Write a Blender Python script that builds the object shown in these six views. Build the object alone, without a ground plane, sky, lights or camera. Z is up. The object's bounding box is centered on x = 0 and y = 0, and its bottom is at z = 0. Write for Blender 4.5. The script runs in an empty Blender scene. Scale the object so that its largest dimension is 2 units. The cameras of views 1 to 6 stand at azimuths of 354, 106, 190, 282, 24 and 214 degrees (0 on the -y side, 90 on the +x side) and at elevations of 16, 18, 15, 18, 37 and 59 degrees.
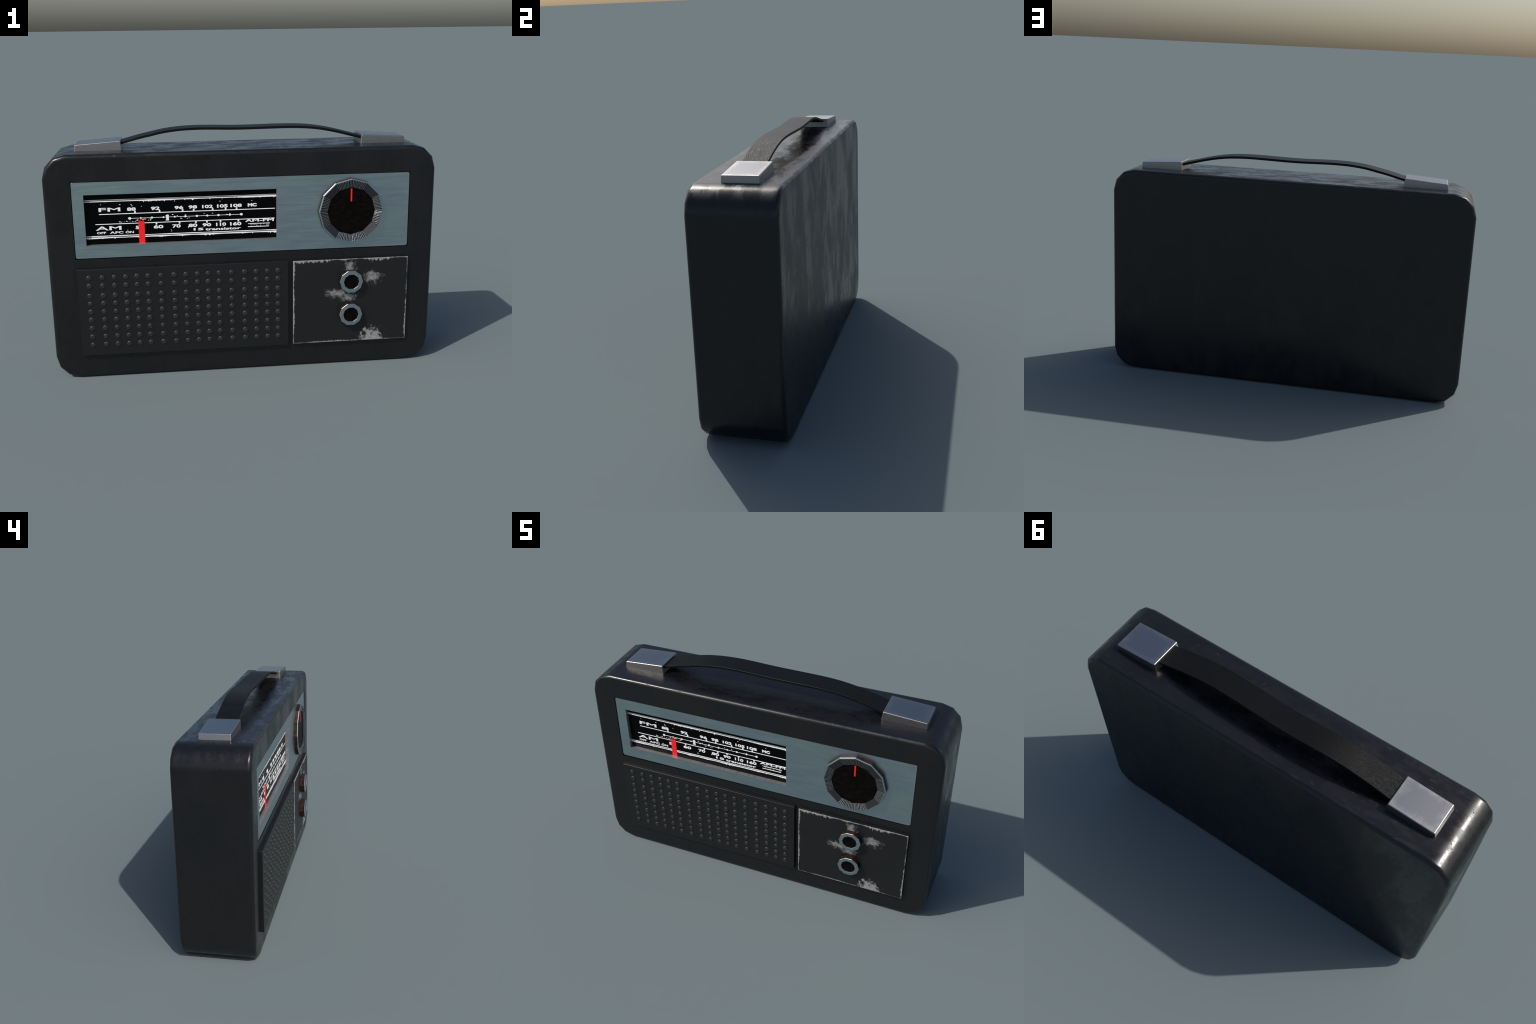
import bpy, bmesh, math, random
from mathutils import Vector

random.seed(7)

# ------------------------------------------------------------------ measures (metres)
TOP = 1.178                    # height of the case
FRONT, BACK = -0.1795, 0.2293  # case faces
CORNER = 0.120                 # corner radius, drawn with three flats
ROUND = 0.0200                 # rounding of the front and back edges

PANEL_X = (-0.8625, 0.8645)
PANEL_Z = (0.6480, 1.0415)
PANEL_Y = -0.1765
WINDOW_X = (-0.8040, 0.1680)
WINDOW_Z = (0.7150, 0.9755)
DIAL_Y = -0.1545

GRILLE_X, GRILLE_Z, GRILLE_Y = (-0.8600, 0.2250), (0.1290, 0.5955), -0.1985
PLATE_X, PLATE_Z, PLATE_Y = (0.2500, 0.8650), (0.1325, 0.5930), -0.1985

scene = bpy.context.scene


# ------------------------------------------------------------------ node helpers
class Nodes:
    """Small wrapper that keeps material graphs readable."""

    def __init__(self, name):
        self.mat = bpy.data.materials.new(name)
        self.mat.use_nodes = True
        self.tree = self.mat.node_tree
        self.tree.nodes.clear()
        self.out = self.tree.nodes.new("ShaderNodeOutputMaterial")
        self.bsdf = self.tree.nodes.new("ShaderNodeBsdfPrincipled")
        self.link(self.bsdf.outputs[0], self.out.inputs[0])
        tc = self.tree.nodes.new("ShaderNodeTexCoord")
        self.object, self.generated = tc.outputs["Object"], tc.outputs["Generated"]

    def link(self, a, b):
        self.tree.links.new(a, b)

    def put(self, value, socket):
        if isinstance(value, bpy.types.NodeSocket):
            self.link(value, socket)
        elif isinstance(value, (tuple, list)) and len(value) == 3 and socket.type == "RGBA":
            socket.default_value = (*value, 1.0)
        else:
            socket.default_value = value

    def set(self, **kw):
        for key, value in kw.items():
            self.put(value, self.bsdf.inputs[key.replace("_", " ")])

    def mapping(self, vec, scale=(1, 1, 1), loc=(0, 0, 0)):
        n = self.tree.nodes.new("ShaderNodeMapping")
        self.link(vec, n.inputs["Vector"])
        n.inputs["Scale"].default_value = scale
        n.inputs["Location"].default_value = loc
        return n.outputs[0]

    def noise(self, vec, scale, detail=4.0, rough=0.6, distortion=0.0):
        n = self.tree.nodes.new("ShaderNodeTexNoise")
        self.link(vec, n.inputs["Vector"])
        n.inputs["Scale"].default_value = scale
        n.inputs["Detail"].default_value = detail
        n.inputs["Roughness"].default_value = rough
        n.inputs["Distortion"].default_value = distortion
        return n.outputs["Fac"]

    def math(self, op, a, b=0.0, clamp=False):
        n = self.tree.nodes.new("ShaderNodeMath")
        n.operation, n.use_clamp = op, clamp
        self.put(a, n.inputs[0])
        self.put(b, n.inputs[1])
        return n.outputs[0]

    def range(self, v, a, b, c=0.0, d=1.0, smooth=True):
        n = self.tree.nodes.new("ShaderNodeMapRange")
        n.interpolation_type = "SMOOTHSTEP" if smooth else "LINEAR"
        for i, x in enumerate((v, a, b, c, d)):
            self.put(x, n.inputs[i])
        return n.outputs[0]

    def mix(self, fac, a, b):
        n = self.tree.nodes.new("ShaderNodeMix")
        n.data_type = "RGBA"
        self.put(fac, n.inputs[0])
        self.put(a, n.inputs[6])
        self.put(b, n.inputs[7])
        return n.outputs[2]

    def xyz(self, vec):
        n = self.tree.nodes.new("ShaderNodeSeparateXYZ")
        self.link(vec, n.inputs[0])
        return n.outputs[0], n.outputs[1], n.outputs[2]

    def bump(self, height, strength, distance):
        n = self.tree.nodes.new("ShaderNodeBump")
        n.inputs["Strength"].default_value = strength
        n.inputs["Distance"].default_value = distance
        self.link(height, n.inputs["Height"])
        self.link(n.outputs[0], self.bsdf.inputs["Normal"])

    def edge_distance(self, x, y, xr, yr):
        """Distance from a point to the border of a rectangle."""
        a = self.math("MINIMUM", self.math("SUBTRACT", x, xr[0]), self.math("SUBTRACT", xr[1], x))
        b = self.math("MINIMUM", self.math("SUBTRACT", y, yr[0]), self.math("SUBTRACT", yr[1], y))
        return self.math("MINIMUM", a, b)

    def blob(self, x, y, centre, radii):
        dx = self.math("DIVIDE", self.math("SUBTRACT", x, centre[0]), radii[0])
        dy = self.math("DIVIDE", self.math("SUBTRACT", y, centre[1]), radii[1])
        return self.math("SQRT", self.math("ADD", self.math("MULTIPLY", dx, dx), self.math("MULTIPLY", dy, dy)))


# ------------------------------------------------------------------ materials
def case_material():
    m = Nodes("black_painted_metal")
    streak = m.noise(m.mapping(m.object, (1.0, 1.0, 0.46)), 7.0, 10.0, 0.72, 0.15)
    smudge = m.noise(m.mapping(m.object, (1.0, 2.2, 1.0), (3, 1, 2)), 7.5, 8.0, 0.68, 0.15)
    chips = m.noise(m.mapping(m.object, (1.0, 1.6, 1.0), (9, 4, 1)), 30.0, 5.0, 0.66, 0.3)
    n = m.tree.nodes.new("ShaderNodeNewGeometry")
    nx, ny, nz = m.xyz(n.outputs["Normal"])
    flat = m.range(m.math("ABSOLUTE", nz), 0.10, 0.45)
    worn = m.math("ADD", m.math("MULTIPLY", m.range(streak, 0.42, 0.60), m.math("SUBTRACT", 1.0, flat)),
                  m.math("MULTIPLY", m.range(smudge, 0.43, 0.58), flat))
    pit = m.math("MULTIPLY", m.range(chips, 0.61, 0.67), m.math("ADD", 0.15, m.math("MULTIPLY", flat, 0.85)))
    tint = m.mix(m.range(m.noise(m.object, 2.5, 3.0), 0.35, 0.65), (0.0040, 0.0041, 0.0058), (0.0056, 0.0051, 0.0062))  # black pushed towards blue-purple: sky reflection on the top mixed into base colour
    col = m.mix(m.math("MULTIPLY", worn, 0.5), tint, (0.0072, 0.0076, 0.0082))
    col = m.mix(m.math("MULTIPLY", pit, 0.5), col, (0.0030, 0.0030, 0.0034))
    rough = m.math("ADD", m.range(worn, 0.0, 1.0, m.range(flat, 0.0, 1.0, 0.41, 0.39, False), 0.235, False), m.math("MULTIPLY", pit, 0.25))
    m.set(Base_Color=col, Roughness=rough, Specular_IOR_Level=0.50)
    grain = m.noise(m.object, 160.0, 3.0, 0.6)
    m.bump(m.math("ADD", m.math("MULTIPLY", grain, 0.35), m.math("MULTIPLY", pit, -0.7)), 0.10, 0.004)
    return m.mat


def panel_material():
    m = Nodes("brushed_steel_panel")
    x, y, z = m.xyz(m.object)
    brush = m.noise(m.mapping(m.object, (1.6, 1.0, 22.0)), 4.0, 6.0, 0.62, 0.3)
    cloud = m.noise(m.mapping(m.object, (1.4, 1.0, 4.2)), 3.0, 5.0, 0.6)
    grit = m.noise(m.object, 260.0, 2.0, 0.7)
    d = m.edge_distance(x, z, PANEL_X, PANEL_Z)
    edge = m.math("MULTIPLY", m.range(d, 0.0, 0.018, 1.0, 0.0), m.range(grit, 0.45, 0.62))
    col = m.mix(m.range(cloud, 0.35, 0.66), (0.41, 0.485, 0.55), (0.44, 0.56, 0.545))
    col = m.mix(m.range(brush, 0.42, 0.68, 0.0, 0.45), col, (0.50, 0.585, 0.62))
    col = m.mix(m.math("MULTIPLY", edge, 0.45), col, (0.62, 0.58, 0.55))
    m.set(Base_Color=col, Metallic=1.0, Roughness=m.range(brush, 0.3, 0.7, 0.30, 0.40, False))
    m.bump(brush, 0.05, 0.003)
    return m.mat


def window_wall_material():
    m = Nodes("bare_metal_window_edge")
    x, y, z = m.xyz(m.object)
    ticks = m.noise(m.mapping(m.object, (60.0, 1.0, 60.0)), 3.0, 3.0, 0.6)
    col = m.mix(m.range(ticks, 0.35, 0.65), (0.34, 0.325, 0.345), (0.48, 0.46, 0.48))
    m.set(Base_Color=col, Metallic=0.75, Roughness=0.36)
    return m.mat


def mount_material():
    m = Nodes("worn_silver_metal")
    gx, gy, gz = m.xyz(m.generated)
    grit = m.noise(m.object, 150.0, 4.0, 0.72)
    cloud = m.noise(m.object, 22.0, 4.0, 0.6)
    d = m.edge_distance(gx, gy, (0.0, 1.0), (0.0, 1.0))
    edge = m.range(m.math("SUBTRACT", d, m.range(cloud, 0.3, 0.7, -0.02, 0.14, False)), -0.08, 0.16, 1.0, 0.0)
    speck = m.math("MULTIPLY", edge, m.range(grit, 0.36, 0.62, 0.30, 1.0))
    col = m.mix(speck, (0.345, 0.345, 0.350), (0.40, 0.378, 0.365))
    m.set(Base_Color=col, Metallic=1.0, Roughness=m.range(speck, 0.0, 1.0, 0.31, 0.42, False))
    m.bump(grit, 0.10, 0.002)
    return m.mat


def strap_material():
    m = Nodes("black_leather_strap")
    wrinkle = m.noise(m.mapping(m.object, (1.0, 2.4, 1.0)), 34.0, 5.0, 0.62, 2.5)
    fine = m.noise(m.object, 220.0, 2.0)
    x, y, z = m.xyz(m.object)
    near = m.range(m.math("ABSOLUTE", x), 0.15, 0.55, 0.12, 1.0)
    col = m.mix(m.range(wrinkle, 0.35, 0.68), (0.0020, 0.0021, 0.0022), (0.0036, 0.0035, 0.0033))
    m.set(Base_Color=col, Roughness=m.range(wrinkle, 0.3, 0.7, 0.44, 0.54, False), Specular_IOR_Level=0.20)
    m.bump(m.math("ADD", m.math("MULTIPLY", wrinkle, near), m.math("MULTIPLY", fine, 0.06)), 0.55, 0.006)
    return m.mat


def plate_material():
    """Black plate whose paint is chipped white along its border and round the knobs."""
    m = Nodes("chipped_black_plate")
    x, y, z = m.xyz(m.object)
    brush = m.noise(m.mapping(m.object, (120.0, 1.0, 14.0)), 1.0, 4.0, 0.7)
    side = m.noise(m.mapping(m.object, (26.0, 1.0, 80.0), (5, 0, 2)), 1.0, 4.0, 0.7)
    slow = m.noise(m.mapping(m.object, (9.0, 1.0, 9.0), (2, 0, 7)), 1.0, 2.0, 0.5)
    fine = m.noise(m.object, 42.0, 8.0, 0.74)
    ease = m.range(slow, 0.36, 0.60, 0.10, 1.20, False)
    top = m.math("SUBTRACT", PLATE_Z[1], z)
    bottom = m.math("SUBTRACT", z, PLATE_Z[0])
    left = m.math("SUBTRACT", x, PLATE_X[0])
    right = m.math("SUBTRACT", PLATE_X[1], x)

    def strip(d, ragged, base, reach):
        limit = m.math("MULTIPLY", m.range(ragged, 0.34, 0.72, base, reach, False), ease)
        return m.range(m.math("SUBTRACT", limit, d), -0.0022, 0.0034)

    mask = strip(top, brush, 0.0005, 0.0205)
    for d, ragged, base, reach in ((bottom, brush, 0.0010, 0.0105), (left, side, 0.0035, 0.0120), (right, side, 0.0015, 0.0135)):
        mask = m.math("MAXIMUM", mask, strip(d, ragged, base, reach))
    patches = [((0.5525, 0.545), (0.030, 0.036)), ((0.672, 0.489), (0.052, 0.032)), ((0.486, 0.407), (0.058, 0.025)),
               ((0.548, 0.385), (0.046, 0.024)), ((0.682, 0.135), (0.056, 0.058))]
    for centre, radii in patches:
        b = m.math("ADD", m.blob(x, z, centre, radii), m.range(fine, 0.25, 0.75, 1.0, -1.0, False))
        solid = centre[1] < 0.2
        mask = m.math("MAXIMUM", mask, m.range(b, 0.70 if solid else 0.10, 1.25 if solid else 1.20, 1.0 if solid else 0.82, 0.0))
    grain = m.range(m.noise(m.object, 130.0, 4.0, 0.7), 0.3, 0.7, 0.55, 1.0)
    lip = m.range(m.math("ADD", y, m.range(fine, 0.3, 0.7, -0.004, 0.004, False)), PLATE_Y + 0.0010, PLATE_Y + 0.0045, 1.0, 0.0)
    mask = m.math("MULTIPLY", m.math("MULTIPLY", mask, grain, True), m.math("MAXIMUM", lip, m.range(y, PLATE_Y + 0.0004, PLATE_Y + 0.0008, 1.0, 0.0)))
    base = m.mix(m.range(slow, 0.3, 0.7), (0.0052, 0.0054, 0.0062), (0.0066, 0.0064, 0.0068))
    m.set(Base_Color=m.mix(mask, base, (0.36, 0.355, 0.35)), Roughness=m.range(mask, 0.0, 1.0, 0.46, 0.62, False))
    return m.mat


def grille_material(name, a, b, rough):
    m = Nodes(name)
    tint = m.noise(m.object, 12.0, 4.0)
    m.set(Base_Color=m.mix(tint, a, b), Roughness=rough, Specular_IOR_Level=0.5)
    m.bump(m.noise(m.object, 180.0, 3.0), 0.08, 0.003)
    return m.mat


def rust_material():
    m = Nodes("rusted_knob_side")
    rust = m.noise(m.object, 34.0, 6.0, 0.7, 0.5)
    col = m.mix(m.range(rust, 0.36, 0.64), (0.013, 0.0060, 0.0048), (0.072, 0.031, 0.021))
    m.set(Base_Color=col, Metallic=0.55, Roughness=0.42)
    m.bump(rust, 0.15, 0.004)
    return m.mat


def knob_face_material():
    m = Nodes("dark_rust_knob_face")
    rust = m.noise(m.mapping(m.object, (1.0, 1.0, 2.4)), 26.0, 7.0, 0.72, 0.4)
    col = m.mix(m.range(rust, 0.42, 0.70), (0.0016, 0.0013, 0.0012), (0.0085, 0.0046, 0.0036))
    m.set(Base_Color=col, Roughness=0.46, Specular_IOR_Level=0.07)
    return m.mat


def rim_material():
    m = Nodes("bright_knob_rim")
    cloud = m.noise(m.object, 30.0, 4.0, 0.6)
    m.set(Base_Color=m.mix(cloud, (0.42, 0.485, 0.51), (0.50, 0.56, 0.58)), Metallic=1.0, Roughness=0.30)
    return m.mat


def ring_material():
    """Dark metal dish: radial ribs, plain on the four diagonal flats."""
    m = Nodes("ribbed_dark_metal_ring")
    x, y, z = m.xyz(m.object)
    angle = m.math("ARCTAN2", x, z)
    sixth = m.math("ABSOLUTE", m.math("SUBTRACT", m.math("FRACT", m.math("ADD", m.math("DIVIDE", angle, math.pi / 2), 2.5)), 0.5))
    ribbed = m.range(sixth, 0.330, 0.336, 1.0, 0.0, False)
    wobble = m.math("MULTIPLY", m.noise(m.object, 60.0, 2.0), 0.05)
    wave = m.math("SINE", m.math("MULTIPLY", m.math("ADD", angle, wobble), 112.0))
    line = m.math("MULTIPLY", m.range(wave, -0.45, 0.75), ribbed)
    col = m.mix(line, (0.022, 0.023, 0.025), (0.30, 0.305, 0.31))
    col = m.mix(m.math("SUBTRACT", 1.0, ribbed), col, (0.078, 0.077, 0.082))
    m.set(Base_Color=col, Metallic=0.9, Roughness=0.30)
    m.bump(line, 0.35, 0.003)
    return m.mat


def plain_material(name, colour, rough, spec=0.5):
    m = Nodes(name)
    t = m.noise(m.object, 40.0, 3.0)
    dark = tuple(c * 0.93 for c in colour)
    m.set(Base_Color=m.mix(t, dark, colour), Roughness=rough, Specular_IOR_Level=spec)
    return m.mat


MAT_CASE, MAT_PANEL, MAT_WALL = case_material(), panel_material(), window_wall_material()
MAT_MOUNT, MAT_STRAP, MAT_PLATE = mount_material(), strap_material(), plate_material()
MAT_GRILLE = grille_material("black_speaker_cover", (0.0052, 0.0054, 0.0062), (0.0064, 0.0062, 0.0066), 0.42)
MAT_BUMP = grille_material("grey_grille_bump", (0.018, 0.0195, 0.0192), (0.022, 0.023, 0.0222), 0.42)
MAT_RUST, MAT_FACE, MAT_RIM, MAT_RING = rust_material(), knob_face_material(), rim_material(), ring_material()
MAT_DIAL = plain_material("black_dial_glass", (0.0010, 0.0010, 0.0012), 0.30, 0.10)
MAT_WHITE = plain_material("white_dial_print", (0.96, 0.96, 0.96), 0.40)
MAT_RED = plain_material("red_marker", (0.98, 0.012, 0.016), 0.45)


# ------------------------------------------------------------------ mesh helpers
def add(name, mesh, parent, *mats):
    ob = bpy.data.objects.new(name, mesh)
    scene.collection.objects.link(ob)
    for m in mats:
        if m.name not in [s.name for s in mesh.materials if s]:
            mesh.materials.append(m)
    if parent is not None:
        ob.parent = parent
    return ob


def finish(bm, name, smooth_angle=None):
    bmesh.ops.recalc_face_normals(bm, faces=bm.faces)
    mesh = bpy.data.meshes.new(name)
    bm.to_mesh(mesh)
    bm.free()
    if smooth_angle is not None:
        mesh.shade_smooth()
        mesh.set_sharp_from_angle(angle=math.radians(smooth_angle))
    return mesh


def flatten_shading(mesh):
    """Smooth edges, flat faces: each vertex takes the normal of the large face beside it."""
    normals = [Vector() for _ in mesh.vertices]
    for p in mesh.polygons:
        for i in p.vertices:
            normals[i] += Vector(p.normal) * p.area ** 2
    mesh.shade_smooth()
    mesh.normals_split_custom_set_from_vertices([n.normalized() for n in normals])
    return mesh


def bevelled(bm, width, segments, keep=lambda e: True):
    bmesh.ops.bevel(bm, geom=[e for e in bm.edges if keep(e)], offset=width, segments=segments, profile=0.5, affect="EDGES", clamp_overlap=True)


def hexahedron(corners, bevel=0.0, segments=2, keep=lambda e: True):
    """Eight corners: four at the bottom, four above them, both counter-clockwise."""
    bm = bmesh.new()
    v = [bm.verts.new(c) for c in corners]
    for f in ((3, 2, 1, 0), (4, 5, 6, 7), (0, 1, 5, 4), (1, 2, 6, 5), (2, 3, 7, 6), (3, 0, 4, 7)):
        bm.faces.new([v[i] for i in f])
    if bevel:
        bevelled(bm, bevel, segments, keep)
    return bm


def box(xr, yr, zr, bevel=0.0, segments=2, keep=lambda e: True):
    lo = [(x, y, zr[0]) for x, y in ((xr[0], yr[0]), (xr[1], yr[0]), (xr[1], yr[1]), (xr[0], yr[1]))]
    hi = [(x, y, zr[1]) for x, y, _ in lo]
    return hexahedron(lo + hi, bevel, segments, keep)


def ring_between(bm, a, b):
    n = len(a)
    for i in range(n):
        j = (i + 1) % n
        bm.faces.new((a[i], a[j], b[j], b[i]))


def rounded_outline(xr, zr, radius, steps):
    """Outline of a rounded rectangle in x and z with its outward directions."""
    pts = []
    for cx, cz, start in ((xr[1] - radius, zr[1] - radius, 0), (xr[0] + radius, zr[1] - radius, 90),
                          (xr[0] + radius, zr[0] + radius, 180), (xr[1] - radius, zr[0] + radius, 270)):
        for k in range(steps + 1):
            a = math.radians(start + 90 * k / steps)
            d = (math.cos(a), math.sin(a))
            pts.append(((cx + radius * d[0], cz + radius * d[1]), d))
    return pts


def fill_with_hole(bm, outer, inner):
    edges = []
    for loop in (outer, inner):
        for i in range(len(loop)):
            a, b = loop[i], loop[(i + 1) % len(loop)]
            edges.append(bm.edges.get((a, b)) or bm.edges.new((a, b)))
    bmesh.ops.triangle_fill(bm, edges=edges, use_beauty=True, use_dissolve=False)


# ------------------------------------------------------------------ the radio
radio = bpy.data.objects.new("portable_radio", None)
scene.collection.objects.link(radio)
radio["label"] = "worn black vintage portable radio with carrying strap and dial"
radio["category"] = "radio"


def build_case():
    bm = bmesh.new()
    outline = rounded_outline((-1.0, 1.0), (0.0, TOP), CORNER, 3)
    steps = 3
    front = [(FRONT + ROUND * (1 - math.cos(a)), ROUND * (1 - math.sin(a)), a, -1) for a in (math.radians(90 * k / steps) for k in range(steps + 1))]
    back = [(BACK - ROUND * (1 - math.cos(a)), ROUND * (1 - math.sin(a)), a, 1) for a in (math.radians(90 * k / steps) for k in range(steps, -1, -1))]
    normals, rings = [], []
    for y, inset, a, way in front + back:
        ring = []
        for (x, z), d in outline:
            ring.append(bm.verts.new((x - d[0] * inset, y, z - d[1] * inset)))
            normals.append(Vector((d[0] * math.sin(a), way * math.cos(a), d[1] * math.sin(a))).normalized())
        rings.append(ring)
    for a, b in zip(rings, rings[1:]):
        ring_between(bm, a, b)
    bm.faces.new(rings[-1])
    gap = 0.002
    x0, x1, z0, z1 = PANEL_X[0] - gap, PANEL_X[1] + gap, PANEL_Z[0] - gap, PANEL_Z[1] + gap
    hole = [bm.verts.new((x, FRONT, z)) for x, z in ((x0, z0), (x1, z0), (x1, z1), (x0, z1))]
    normals += [Vector((0, -1, 0))] * 4
    fill_with_hole(bm, rings[0], hole)
    # pocket behind the panel: its own vertices keep the lip crisp
    lip = [bm.verts.new(v.co) for v in hole]
    deep = [bm.verts.new((v.co.x, -0.142, v.co.z)) for v in hole]
    cx, cz = (x0 + x1) / 2, (z0 + z1) / 2
    for v in lip + deep:
        normals.append(Vector((cx - v.co.x, 0, cz - v.co.z)).normalized())
    ring_between(bm, lip, deep)
    floor = [bm.verts.new(v.co) for v in deep]
    normals += [Vector((0, -1, 0))] * 4
    bm.faces.new(floor)
    bm.normal_update()
    bm.verts.index_update()
    for f in bm.faces:
        want = sum((normals[v.index] for v in f.verts), Vector())
        if f.normal.dot(want) < 0:
            f.normal_flip()
    mesh = bpy.data.meshes.new("case")
    bm.to_mesh(mesh)
    bm.free()
    mesh.shade_smooth()
    mesh.normals_split_custom_set_from_vertices(normals)
    return add("case", mesh, radio, MAT_CASE)


case = build_case()


# ---- steel panel with the dial window
def build_panel():
    bm = bmesh.new()
    outline = [p for p, _ in rounded_outline(PANEL_X, PANEL_Z, 0.010, 4)]
    loops = []
    for y, inset in ((PANEL_Y, 0.0015), (PANEL_Y + 0.0015, 0.0), (-0.1440, 0.0)):
        cx, cz = sum(PANEL_X) / 2, sum(PANEL_Z) / 2
        loops.append([bm.verts.new((x - math.copysign(inset, x - cx), y, z - math.copysign(inset, z - cz))) for x, z in outline])
    for a, b in zip(loops, loops[1:]):
        ring_between(bm, a, b)
    rect = ((WINDOW_X[0], WINDOW_Z[0]), (WINDOW_X[1], WINDOW_Z[0]), (WINDOW_X[1], WINDOW_Z[1]), (WINDOW_X[0], WINDOW_Z[1]))
    front = [bm.verts.new((x, PANEL_Y, z)) for x, z in rect]
    rear = [bm.verts.new((x, -0.1440, z)) for x, z in rect]
    fill_with_hole(bm, loops[0], front)
    for f in bm.faces:
        f.material_index = 0
    before = set(bm.faces)
    ring_between(bm, front, rear)
    for f in bm.faces:
        if f not in before:
            f.material_index = 1
    return finish(bm, "dial_panel")


panel = add("dial_panel", build_panel(), radio, MAT_PANEL, MAT_WALL)

# ---- tuning dial
dial = add("tuning_dial", finish(box((WINDOW_X[0] - 0.0, WINDOW_X[1] + 0.0), (DIAL_Y, -0.1430), WINDOW_Z), "tuning_dial"), radio, MAT_DIAL)
PRINT = 0.0010                # height of the print above the dial


def fitted_text(name, words, x0, x1, z0, z1, bold=0.045):
    curve = bpy.data.curves.new("lettering", "FONT")
    curve.body, curve.offset, curve.extrude, curve.resolution_u = words, bold, 0.5, 4
    tmp = bpy.data.objects.new("lettering", curve)
    scene.collection.objects.link(tmp)
    bpy.context.view_layer.update()
    mesh = bpy.data.meshes.new_from_object(tmp.evaluated_get(bpy.context.evaluated_depsgraph_get()))
    bpy.data.objects.remove(tmp)
    bpy.data.curves.remove(curve)
    mesh.name = name
    xs = [v.co.x for v in mesh.vertices]
    ys = [v.co.y for v in mesh.vertices]
    ax, bx, ay, by = min(xs), max(xs), min(ys), max(ys)
    for v in mesh.vertices:
        u, w, t = (v.co.x - ax) / (bx - ax), (v.co.y - ay) / (by - ay), v.co.z
        v.co = (x0 + u * (x1 - x0), DIAL_Y - t * 2 * 1.15 * PRINT, z0 + w * (z1 - z0))
    return add(name, mesh, dial, MAT_WHITE)


for words, *area in (
        ("FM", -0.7346, -0.6259, 0.8836, 0.9034), ("AM", -0.7546, -0.6252, 0.7874, 0.8078), ("MC", 0.0207, 0.0667, 0.8835, 0.9011)):
    fitted_text("band_letter", words, *area, bold=0.060 if words == "MC" else 0.018)
for words, *area in (
        ("88", -0.5930, -0.5486, 0.8839, 0.9012), ("92", -0.4729, -0.4282, 0.8830, 0.9010), ("96", -0.3539, -0.3089, 0.8832, 0.9007),
        ("98", -0.2827, -0.2390, 0.8836, 0.9008), ("102", -0.2136, -0.1587, 0.8836, 0.9007), ("105", -0.1371, -0.0820, 0.8834, 0.9008),
        ("108", -0.0685, -0.0097, 0.8836, 0.9007), ("50", -0.5545, -0.5097, 0.7873, 0.8050), ("60", -0.4632, -0.4139, 0.7870, 0.8052),
        ("70", -0.3682, -0.3258, 0.7868, 0.8050), ("80", -0.2860, -0.2406, 0.7874, 0.8048), ("90", -0.2141, -0.1694, 0.7874, 0.8046),
        ("110", -0.1443, -0.0927, 0.7874, 0.8052), ("160", -0.0719, -0.0138, 0.7870, 0.8053)):
    fitted_text("dial_number", words, *area, bold=0.040)
for words, *area in (
        ("AM-FM", 0.0060, 0.1555, 0.8030, 0.8175), ("OFF", -0.7497, -0.7039, 0.7688, 0.7796), ("AFC", -0.6850, -0.6170, 0.7680, 0.7802),
        ("ON", -0.6061, -0.5638, 0.7678, 0.7791), ("15", -0.2604, -0.2100, 0.7684, 0.7812), ("transistor", -0.2003, -0.0166, 0.7665, 0.7792)):
    fitted_text("small_lettering", words, *area, bold=0.030)


def slab(bm, x0, x1, z0, z1, depth=PRINT):
    v = [bm.verts.new((x, y, z)) for y in (DIAL_Y - depth, DIAL_Y + 0.001) for x, z in ((x0, z0), (x1, z0), (x1, z1), (x0, z1))]
    for f in ((0, 1, 2, 3), (7, 6, 5, 4), (0, 4, 5, 1), (1, 5, 6, 2), (2, 6, 7, 3), (3, 7, 4, 0)):
        bm.faces.new([v[i] for i in f])


def bars(name, items, mat=MAT_WHITE, depth=PRINT):
    bm = bmesh.new()
    for it in items:
        slab(bm, *it, depth)
    return add(name, finish(bm, name), dial, mat)


bars("scale_line", [(-0.7335, 0.1615, 0.8682, 0.8722)])
bars("scale_line", [(-0.7545, 0.1590, 0.8170, 0.8208)])
for x in (-0.5534, -0.4300, -0.3131, -0.2569, -0.1599, -0.0933, -0.0369):
    bars("scale_tick", [(x - 0.0042, x + 0.0042, 0.8715, 0.8822)], depth=0.0008)
for x in (-0.4484, -0.3310, -0.2474, -0.1907, -0.1214, -0.0291):
    bars("scale_tick", [(x - 0.0042, x + 0.0042, 0.8078, 0.8175)], depth=0.0008)
bars("scale_frame", [(0.0212, 0.1349, 0.7919, 0.7951), (0.0205, 0.1300, 0.7758, 0.7795)])
bars("scale_line", [(-0.582, -0.014, 0.8438, 0.8458)])
bars("tuning_slider", [(-0.4010, -0.3830, 0.8268, 0.8300), (-0.3980, -0.3845, 0.8300, 0.8490), (-0.3990, -0.3835, 0.8490, 0.8545), (-0.3965, -0.3855, 0.8545, 0.8572)], depth=0.0013)


def disc(name, x, z, r, parent, mat, y=DIAL_Y, h=0.0012, n=14):
    bm = bmesh.new()
    a = [bm.verts.new((x + r * math.cos(2 * math.pi * k / n), y - h, z + r * 0.82 * math.sin(2 * math.pi * k / n))) for k in range(n)]
    b = [bm.verts.new((v.co.x, y + 0.001, v.co.z)) for v in a]
    bm.faces.new(a)
    bm.faces.new(b[::-1])
    ring_between(bm, a, b)
    return add(name, finish(bm, name), parent, mat)


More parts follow.
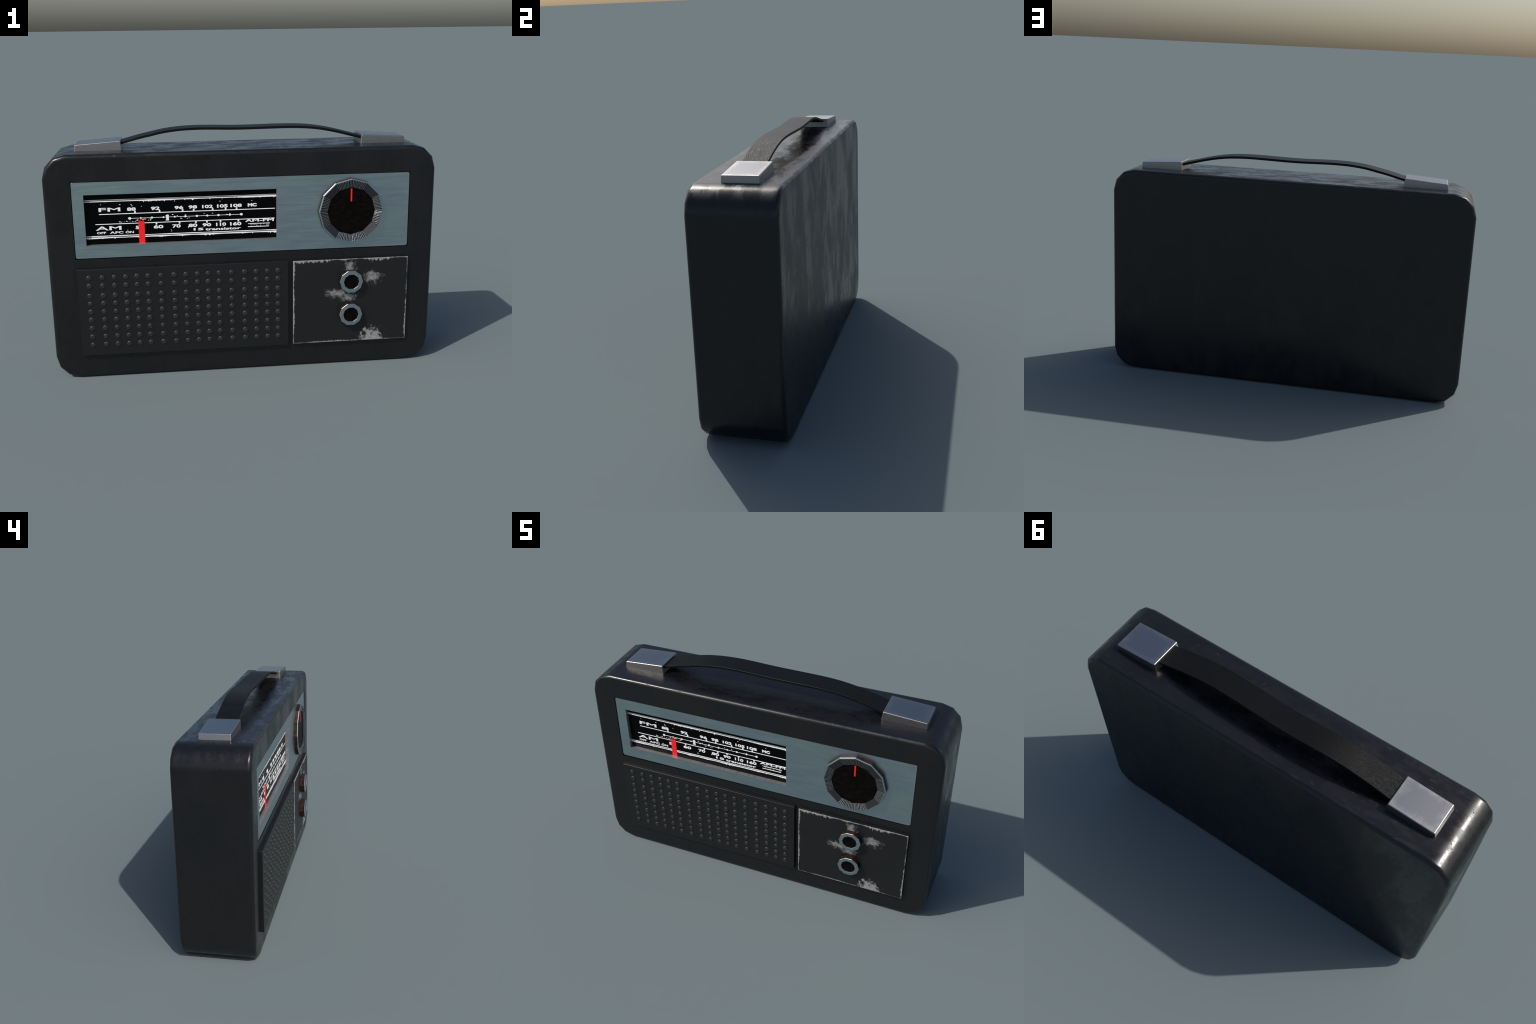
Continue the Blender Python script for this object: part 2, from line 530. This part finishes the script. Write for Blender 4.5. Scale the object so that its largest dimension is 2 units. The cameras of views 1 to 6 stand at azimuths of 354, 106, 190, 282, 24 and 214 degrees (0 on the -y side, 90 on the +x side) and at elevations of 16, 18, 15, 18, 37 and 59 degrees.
for k, x in enumerate((-0.5816, -0.5251, -0.4695, -0.4117, -0.3544, -0.3001, -0.2414, -0.1878, -0.1306, -0.0724, -0.0129)):
    disc("scale_dot", x, 0.8449, (0.0080, 0.0048, 0.0062, 0.0052, 0.0052, 0.0064, 0.0066, 0.0060, 0.0066, 0.0060, 0.0076)[k], dial, MAT_WHITE)


def worn_stripe(z0, z1, up, down, seed):
    """A printed stripe with ragged lower edge."""
    rnd = random.Random(seed)
    bm = bmesh.new()
    n = 260
    prev = None
    slow = [rnd.uniform(0, 1) for _ in range(20)]
    for i in range(n + 1):
        t = i / n
        x = WINDOW_X[0] + 0.0006 + t * (WINDOW_X[1] - WINDOW_X[0] - 0.0012)
        k = t * 18
        s = slow[int(k)] * (1 - k % 1) + slow[int(k) + 1] * (k % 1)
        hi = z1 + up * (s - 0.5)
        lo = z0 - down * max(0.0, s - 0.35) - (down * rnd.uniform(0.2, 1.2) if rnd.random() < 0.16 * s else 0.0)
        row = [bm.verts.new((x, y, z)) for y, z in ((DIAL_Y - PRINT, lo), (DIAL_Y - PRINT, hi), (DIAL_Y + 0.001, hi), (DIAL_Y + 0.001, lo))]
        if prev:
            for a in range(4):
                b = (a + 1) % 4
                bm.faces.new((prev[a], row[a], row[b], prev[b]))
        else:
            bm.faces.new(row)
        prev = row
    bm.faces.new(prev[::-1])
    add("border_stripe", finish(bm, "border_stripe"), dial, MAT_WHITE)


worn_stripe(0.9425, 0.9455, 0.0014, 0.0006, 3)
worn_stripe(0.9340, 0.9392, 0.0024, 0.0046, 4)
worn_stripe(0.7555, 0.7590, 0.0014, 0.0008, 5)
worn_stripe(0.7462, 0.7512, 0.0022, 0.0044, 6)


def speckles():
    rnd = random.Random(11)
    bm = bmesh.new()
    zones = [(-0.64, -0.545, 0.826, 0.832, 16), (-0.33, -0.28, 0.833, 0.837, 8), (0.03, 0.13, 0.779, 0.791, 14),
             (-0.55, -0.45, 0.826, 0.842, 10), (-0.75, 0.15, 0.905, 0.930, 10), (-0.60, -0.10, 0.770, 0.800, 10), (-0.45, -0.05, 0.846, 0.858, 8)]
    for x0, x1, z0, z1, n in zones:
        for _ in range(n):
            x, z, w, h = rnd.uniform(x0, x1), rnd.uniform(z0, z1), rnd.uniform(0.001, 0.0035), rnd.uniform(0.0008, 0.0016)
            slab(bm, x - w, x + w, z - h, z + h, 0.0006)
    ob = add("print_speckle", finish(bm, "print_speckle"), dial, MAT_WHITE)
    ob["kind"] = "stuff"


speckles()

# ---- red tuning pointer with its small open tip
pointer = bars("tuning_pointer", [(-0.5392, -0.5088, WINDOW_Z[0] - 0.0, 0.8280)], MAT_RED, 0.0022)
tip = bmesh.new()
for sx in (-1, 1):
    a, b = Vector((-0.5240, 0.8400)), Vector((-0.5240 + sx * 0.0130, 0.8275))
    w = Vector((0.0, 0.0022))
    q = [tip.verts.new((p.x, y, p.y)) for y in (DIAL_Y - 0.0018, DIAL_Y + 0.001) for p in (a + w, b + w, b - w, a - w)]
    for f in ((0, 1, 2, 3), (7, 6, 5, 4), (0, 4, 5, 1), (1, 5, 6, 2), (2, 6, 7, 3), (3, 7, 4, 0)):
        tip.faces.new([q[i] for i in f])
add("pointer_tip", finish(tip, "pointer_tip"), dial, MAT_RED)


# ---- knobs
def lathe(profile, sides, turn, name, cap_front=False, mats=None):
    """Faceted turning round the y axis; profile = (radius, y)."""
    bm = bmesh.new()
    loops = []
    for r, y in profile:
        loops.append([bm.verts.new((r * math.sin(turn + 2 * math.pi * k / sides), y, r * math.cos(turn + 2 * math.pi * k / sides))) for k in range(sides)])
    for i, (a, b) in enumerate(zip(loops, loops[1:])):
        before = set(bm.faces)
        ring_between(bm, a, b)
        for f in bm.faces:
            if f not in before:
                f.material_index = mats[i] if mats else 0
    if cap_front:
        bm.faces.new(loops[-1])
    return finish(bm, name)


def place(ob, x, z):
    ob.location = (x, 0.0, z)
    return ob


KX, KZ = 0.5545, 0.8500
knob = place(add("tuning_knob", lathe([(0.1715, -0.1700), (0.1708, -0.1970), (0.1695, -0.2000), (0.1660, -0.2016), (0.1635, -0.2015)], 12, 0.0, "tuning_knob", mats=[0, 1, 1, 1]), radio, MAT_RUST, MAT_RIM), KX, KZ)
dish = lathe([(0.1638, -0.2016), (0.1250, -0.1970)], 12, 0.0, "knob_ring")
dish.shade_smooth()
tilted = []
for p in dish.polygons:          # the flats are shaded as a deeper dish than they are
    inward = Vector((-p.center.x, 0.0, -p.center.z)).normalized()
    tilted += [(Vector((0.0, -1.0, 0.0)) + inward * 0.46).normalized()] * p.loop_total
dish.normals_split_custom_set(tilted)
ring = add("knob_ring", dish, knob, MAT_RING)
face = add("knob_face", lathe([(0.1265, -0.1850), (0.1265, -0.1945)], 12, 0.0, "knob_face", True), knob, MAT_FACE)
mark = finish(box((-0.0040, 0.0040), (-0.1956, -0.1930), (0.0500, 0.1175), 0.0006, 1), "knob_mark")
add("knob_mark", mark, knob, MAT_RED)

small = lathe([(0.0625, -0.1900), (0.0625, -0.2262), (0.0608, -0.2283), (0.0425, -0.2290), (0.0412, -0.2282), (0.0405, -0.2235)], 10, math.radians(18), "control_knob", mats=[0, 1, 1, 1, 1])
small_face = lathe([(0.0412, -0.2150), (0.0412, -0.2238)], 10, math.radians(18), "knob_face", True)
for z in (0.4745, 0.2925):
    k = place(add("control_knob", small, radio, MAT_RUST, MAT_RIM), 0.5565, z)
    add("knob_face", small_face, k, MAT_FACE)

# ---- chipped plate that carries the two small knobs
add("control_plate", flatten_shading(finish(box(PLATE_X, (PLATE_Y, FRONT + 0.004), PLATE_Z, 0.0015, 2), "control_plate")), radio, MAT_PLATE)

# ---- speaker cover and its bumps
grille = add("speaker_grille", flatten_shading(finish(box(GRILLE_X, (GRILLE_Y, FRONT + 0.004), GRILLE_Z, 0.0020, 2), "speaker_grille")), radio, MAT_GRILLE)
dome = bmesh.new()
loops = []
R_BUMP = 0.0145
for share, height in ((1.0, -0.0008), (0.97, 0.0012), (0.86, 0.0030), (0.68, 0.0039), (0.34, 0.0043)):
    loops.append([dome.verts.new((R_BUMP * share * math.cos(t), -height, R_BUMP * share * math.sin(t))) for t in (2 * math.pi * j / 16 for j in range(16))])
for a, b in zip(loops, loops[1:]):
    ring_between(dome, a, b)
dome.faces.new(loops[-1])
dome = finish(dome, "grille_bump", 60)
rows = (0.5483, 0.5044, 0.4520, 0.4095, 0.3658, 0.3220, 0.2760, 0.2300, 0.1855)
cols = (-0.8021, -0.7344, -0.6736, -0.6152, -0.5588, -0.5025, -0.4367, -0.3691, -0.3087, -0.2496, -0.1940, -0.1374, -0.0727, -0.0051, 0.0565, 0.1148, 0.1706)
rnd = random.Random(5)
for x in cols:
    for z in rows:
        b = add("grille_bump", dome, grille, MAT_BUMP)
        b.location = (x, GRILLE_Y, z + 0.0018 - 0.0040 * (x + 0.8) / 0.98)
        s = rnd.uniform(0.94, 1.05)
        b.scale = (s, 1.0, s)
        b.rotation_euler = (0.0, rnd.uniform(0, 6.28), 0.0)


# ---- carrying handle: two metal mounts and a strap between them
def mount(inner_low, inner_high, outer_high, outer_low):
    """Wedge, taller on the side where the strap comes out."""
    y0, y1 = -0.0500, 0.1180
    x_in0, x_in1, x_out1, x_out0 = inner_low, inner_high, outer_high, outer_low
    way = 1 if outer_low > inner_low else -1
    lo = [(x_in0, y0 - 0.001, TOP - 0.002), (x_out0, y0 - 0.001, TOP - 0.002), (x_out0, y1 + 0.001, TOP - 0.002), (x_in0, y1 + 0.001, TOP - 0.002)]
    hi = [(x_in1, y0, 1.2255), (x_out1, y0, 1.2100), (x_out1, y1, 1.2100), (x_in1, y1, 1.2255)]
    if way < 0:
        order = (1, 0, 3, 2)
        lo, hi = [lo[i] for i in order], [hi[i] for i in order]
    bm = hexahedron(lo + hi, 0.0045, 3, lambda e: not all(abs(v.co.z - TOP + 0.002) < 1e-5 for v in e.verts))
    bm.normal_update()
    hidden = [f for f in bm.faces if all(abs(v.co.z - TOP + 0.002) < 1e-4 for v in f.verts)]
    bmesh.ops.delete(bm, geom=hidden, context="FACES_ONLY")   # sunk into the case
    return flatten_shading(finish(bm, "strap_mount"))


add("strap_mount", mount(0.6310, 0.6370, 0.8660, 0.8690), radio, MAT_MOUNT)
add("strap_mount", mount(-0.6065, -0.6125, -0.8415, -0.8480), radio, MAT_MOUNT)


def spline(points, per):
    out = []
    p = [points[0]] + list(points) + [points[-1]]
    for i in range(1, len(p) - 2):
        for k in range(per):
            t = k / per
            out.append(tuple(0.5 * (2 * b + (c - a) * t + (2 * a - 5 * b + 4 * c - d) * t * t + (3 * b - a - 3 * c + d) * t ** 3)
                             for a, b, c, d in zip(p[i - 1], p[i], p[i + 1], p[i + 2])))
    return out + [points[-1]]


def build_strap():
    crest = [(-0.650, 1.2075), (-0.607, 1.2180), (-0.5200, 1.2405), (-0.4615, 1.2530), (-0.3965, 1.2665), (-0.3116, 1.2764), (-0.2217, 1.2797),
             (-0.1365, 1.2785), (-0.0459, 1.2757), (0.0400, 1.2752), (0.1420, 1.2764), (0.2550, 1.2770), (0.3470, 1.2732), (0.4246, 1.2640),
             (0.5027, 1.2484), (0.5813, 1.2283), (0.6330, 1.2150), (0.6700, 1.2060)]
    path = [Vector(p) for p in spline(crest, 5)]
    y0, y1, thick, soft = -0.0330, 0.0880, 0.0125, 0.0012
    section = [(y0, -soft), (y0 + soft, 0.0), (y1 - soft, 0.0), (y1, -soft), (y1, soft - thick), (y1 - soft, -thick), (y0 + soft, -thick), (y0, soft - thick)]
    bm = bmesh.new()
    prev = None
    for i, p in enumerate(path):
        t = (path[min(i + 1, len(path) - 1)] - path[max(i - 1, 0)]).normalized()
        n = Vector((-t.y, t.x))
        bow = math.exp(-((p.x + 0.12) / 0.2) ** 2 / 2)          # the strap sags towards the back left of its middle
        ring = [bm.verts.new((p.x + n.x * h, y + 0.013 * bow, p.y - 0.001 * bow + n.y * h)) for y, h in section]
        if prev:
            ring_between(bm, prev, ring)
        else:
            bm.faces.new(ring)
        prev = ring
    bm.faces.new(prev[::-1])
    return finish(bm, "strap", 35)


add("strap", build_strap(), radio, MAT_STRAP)
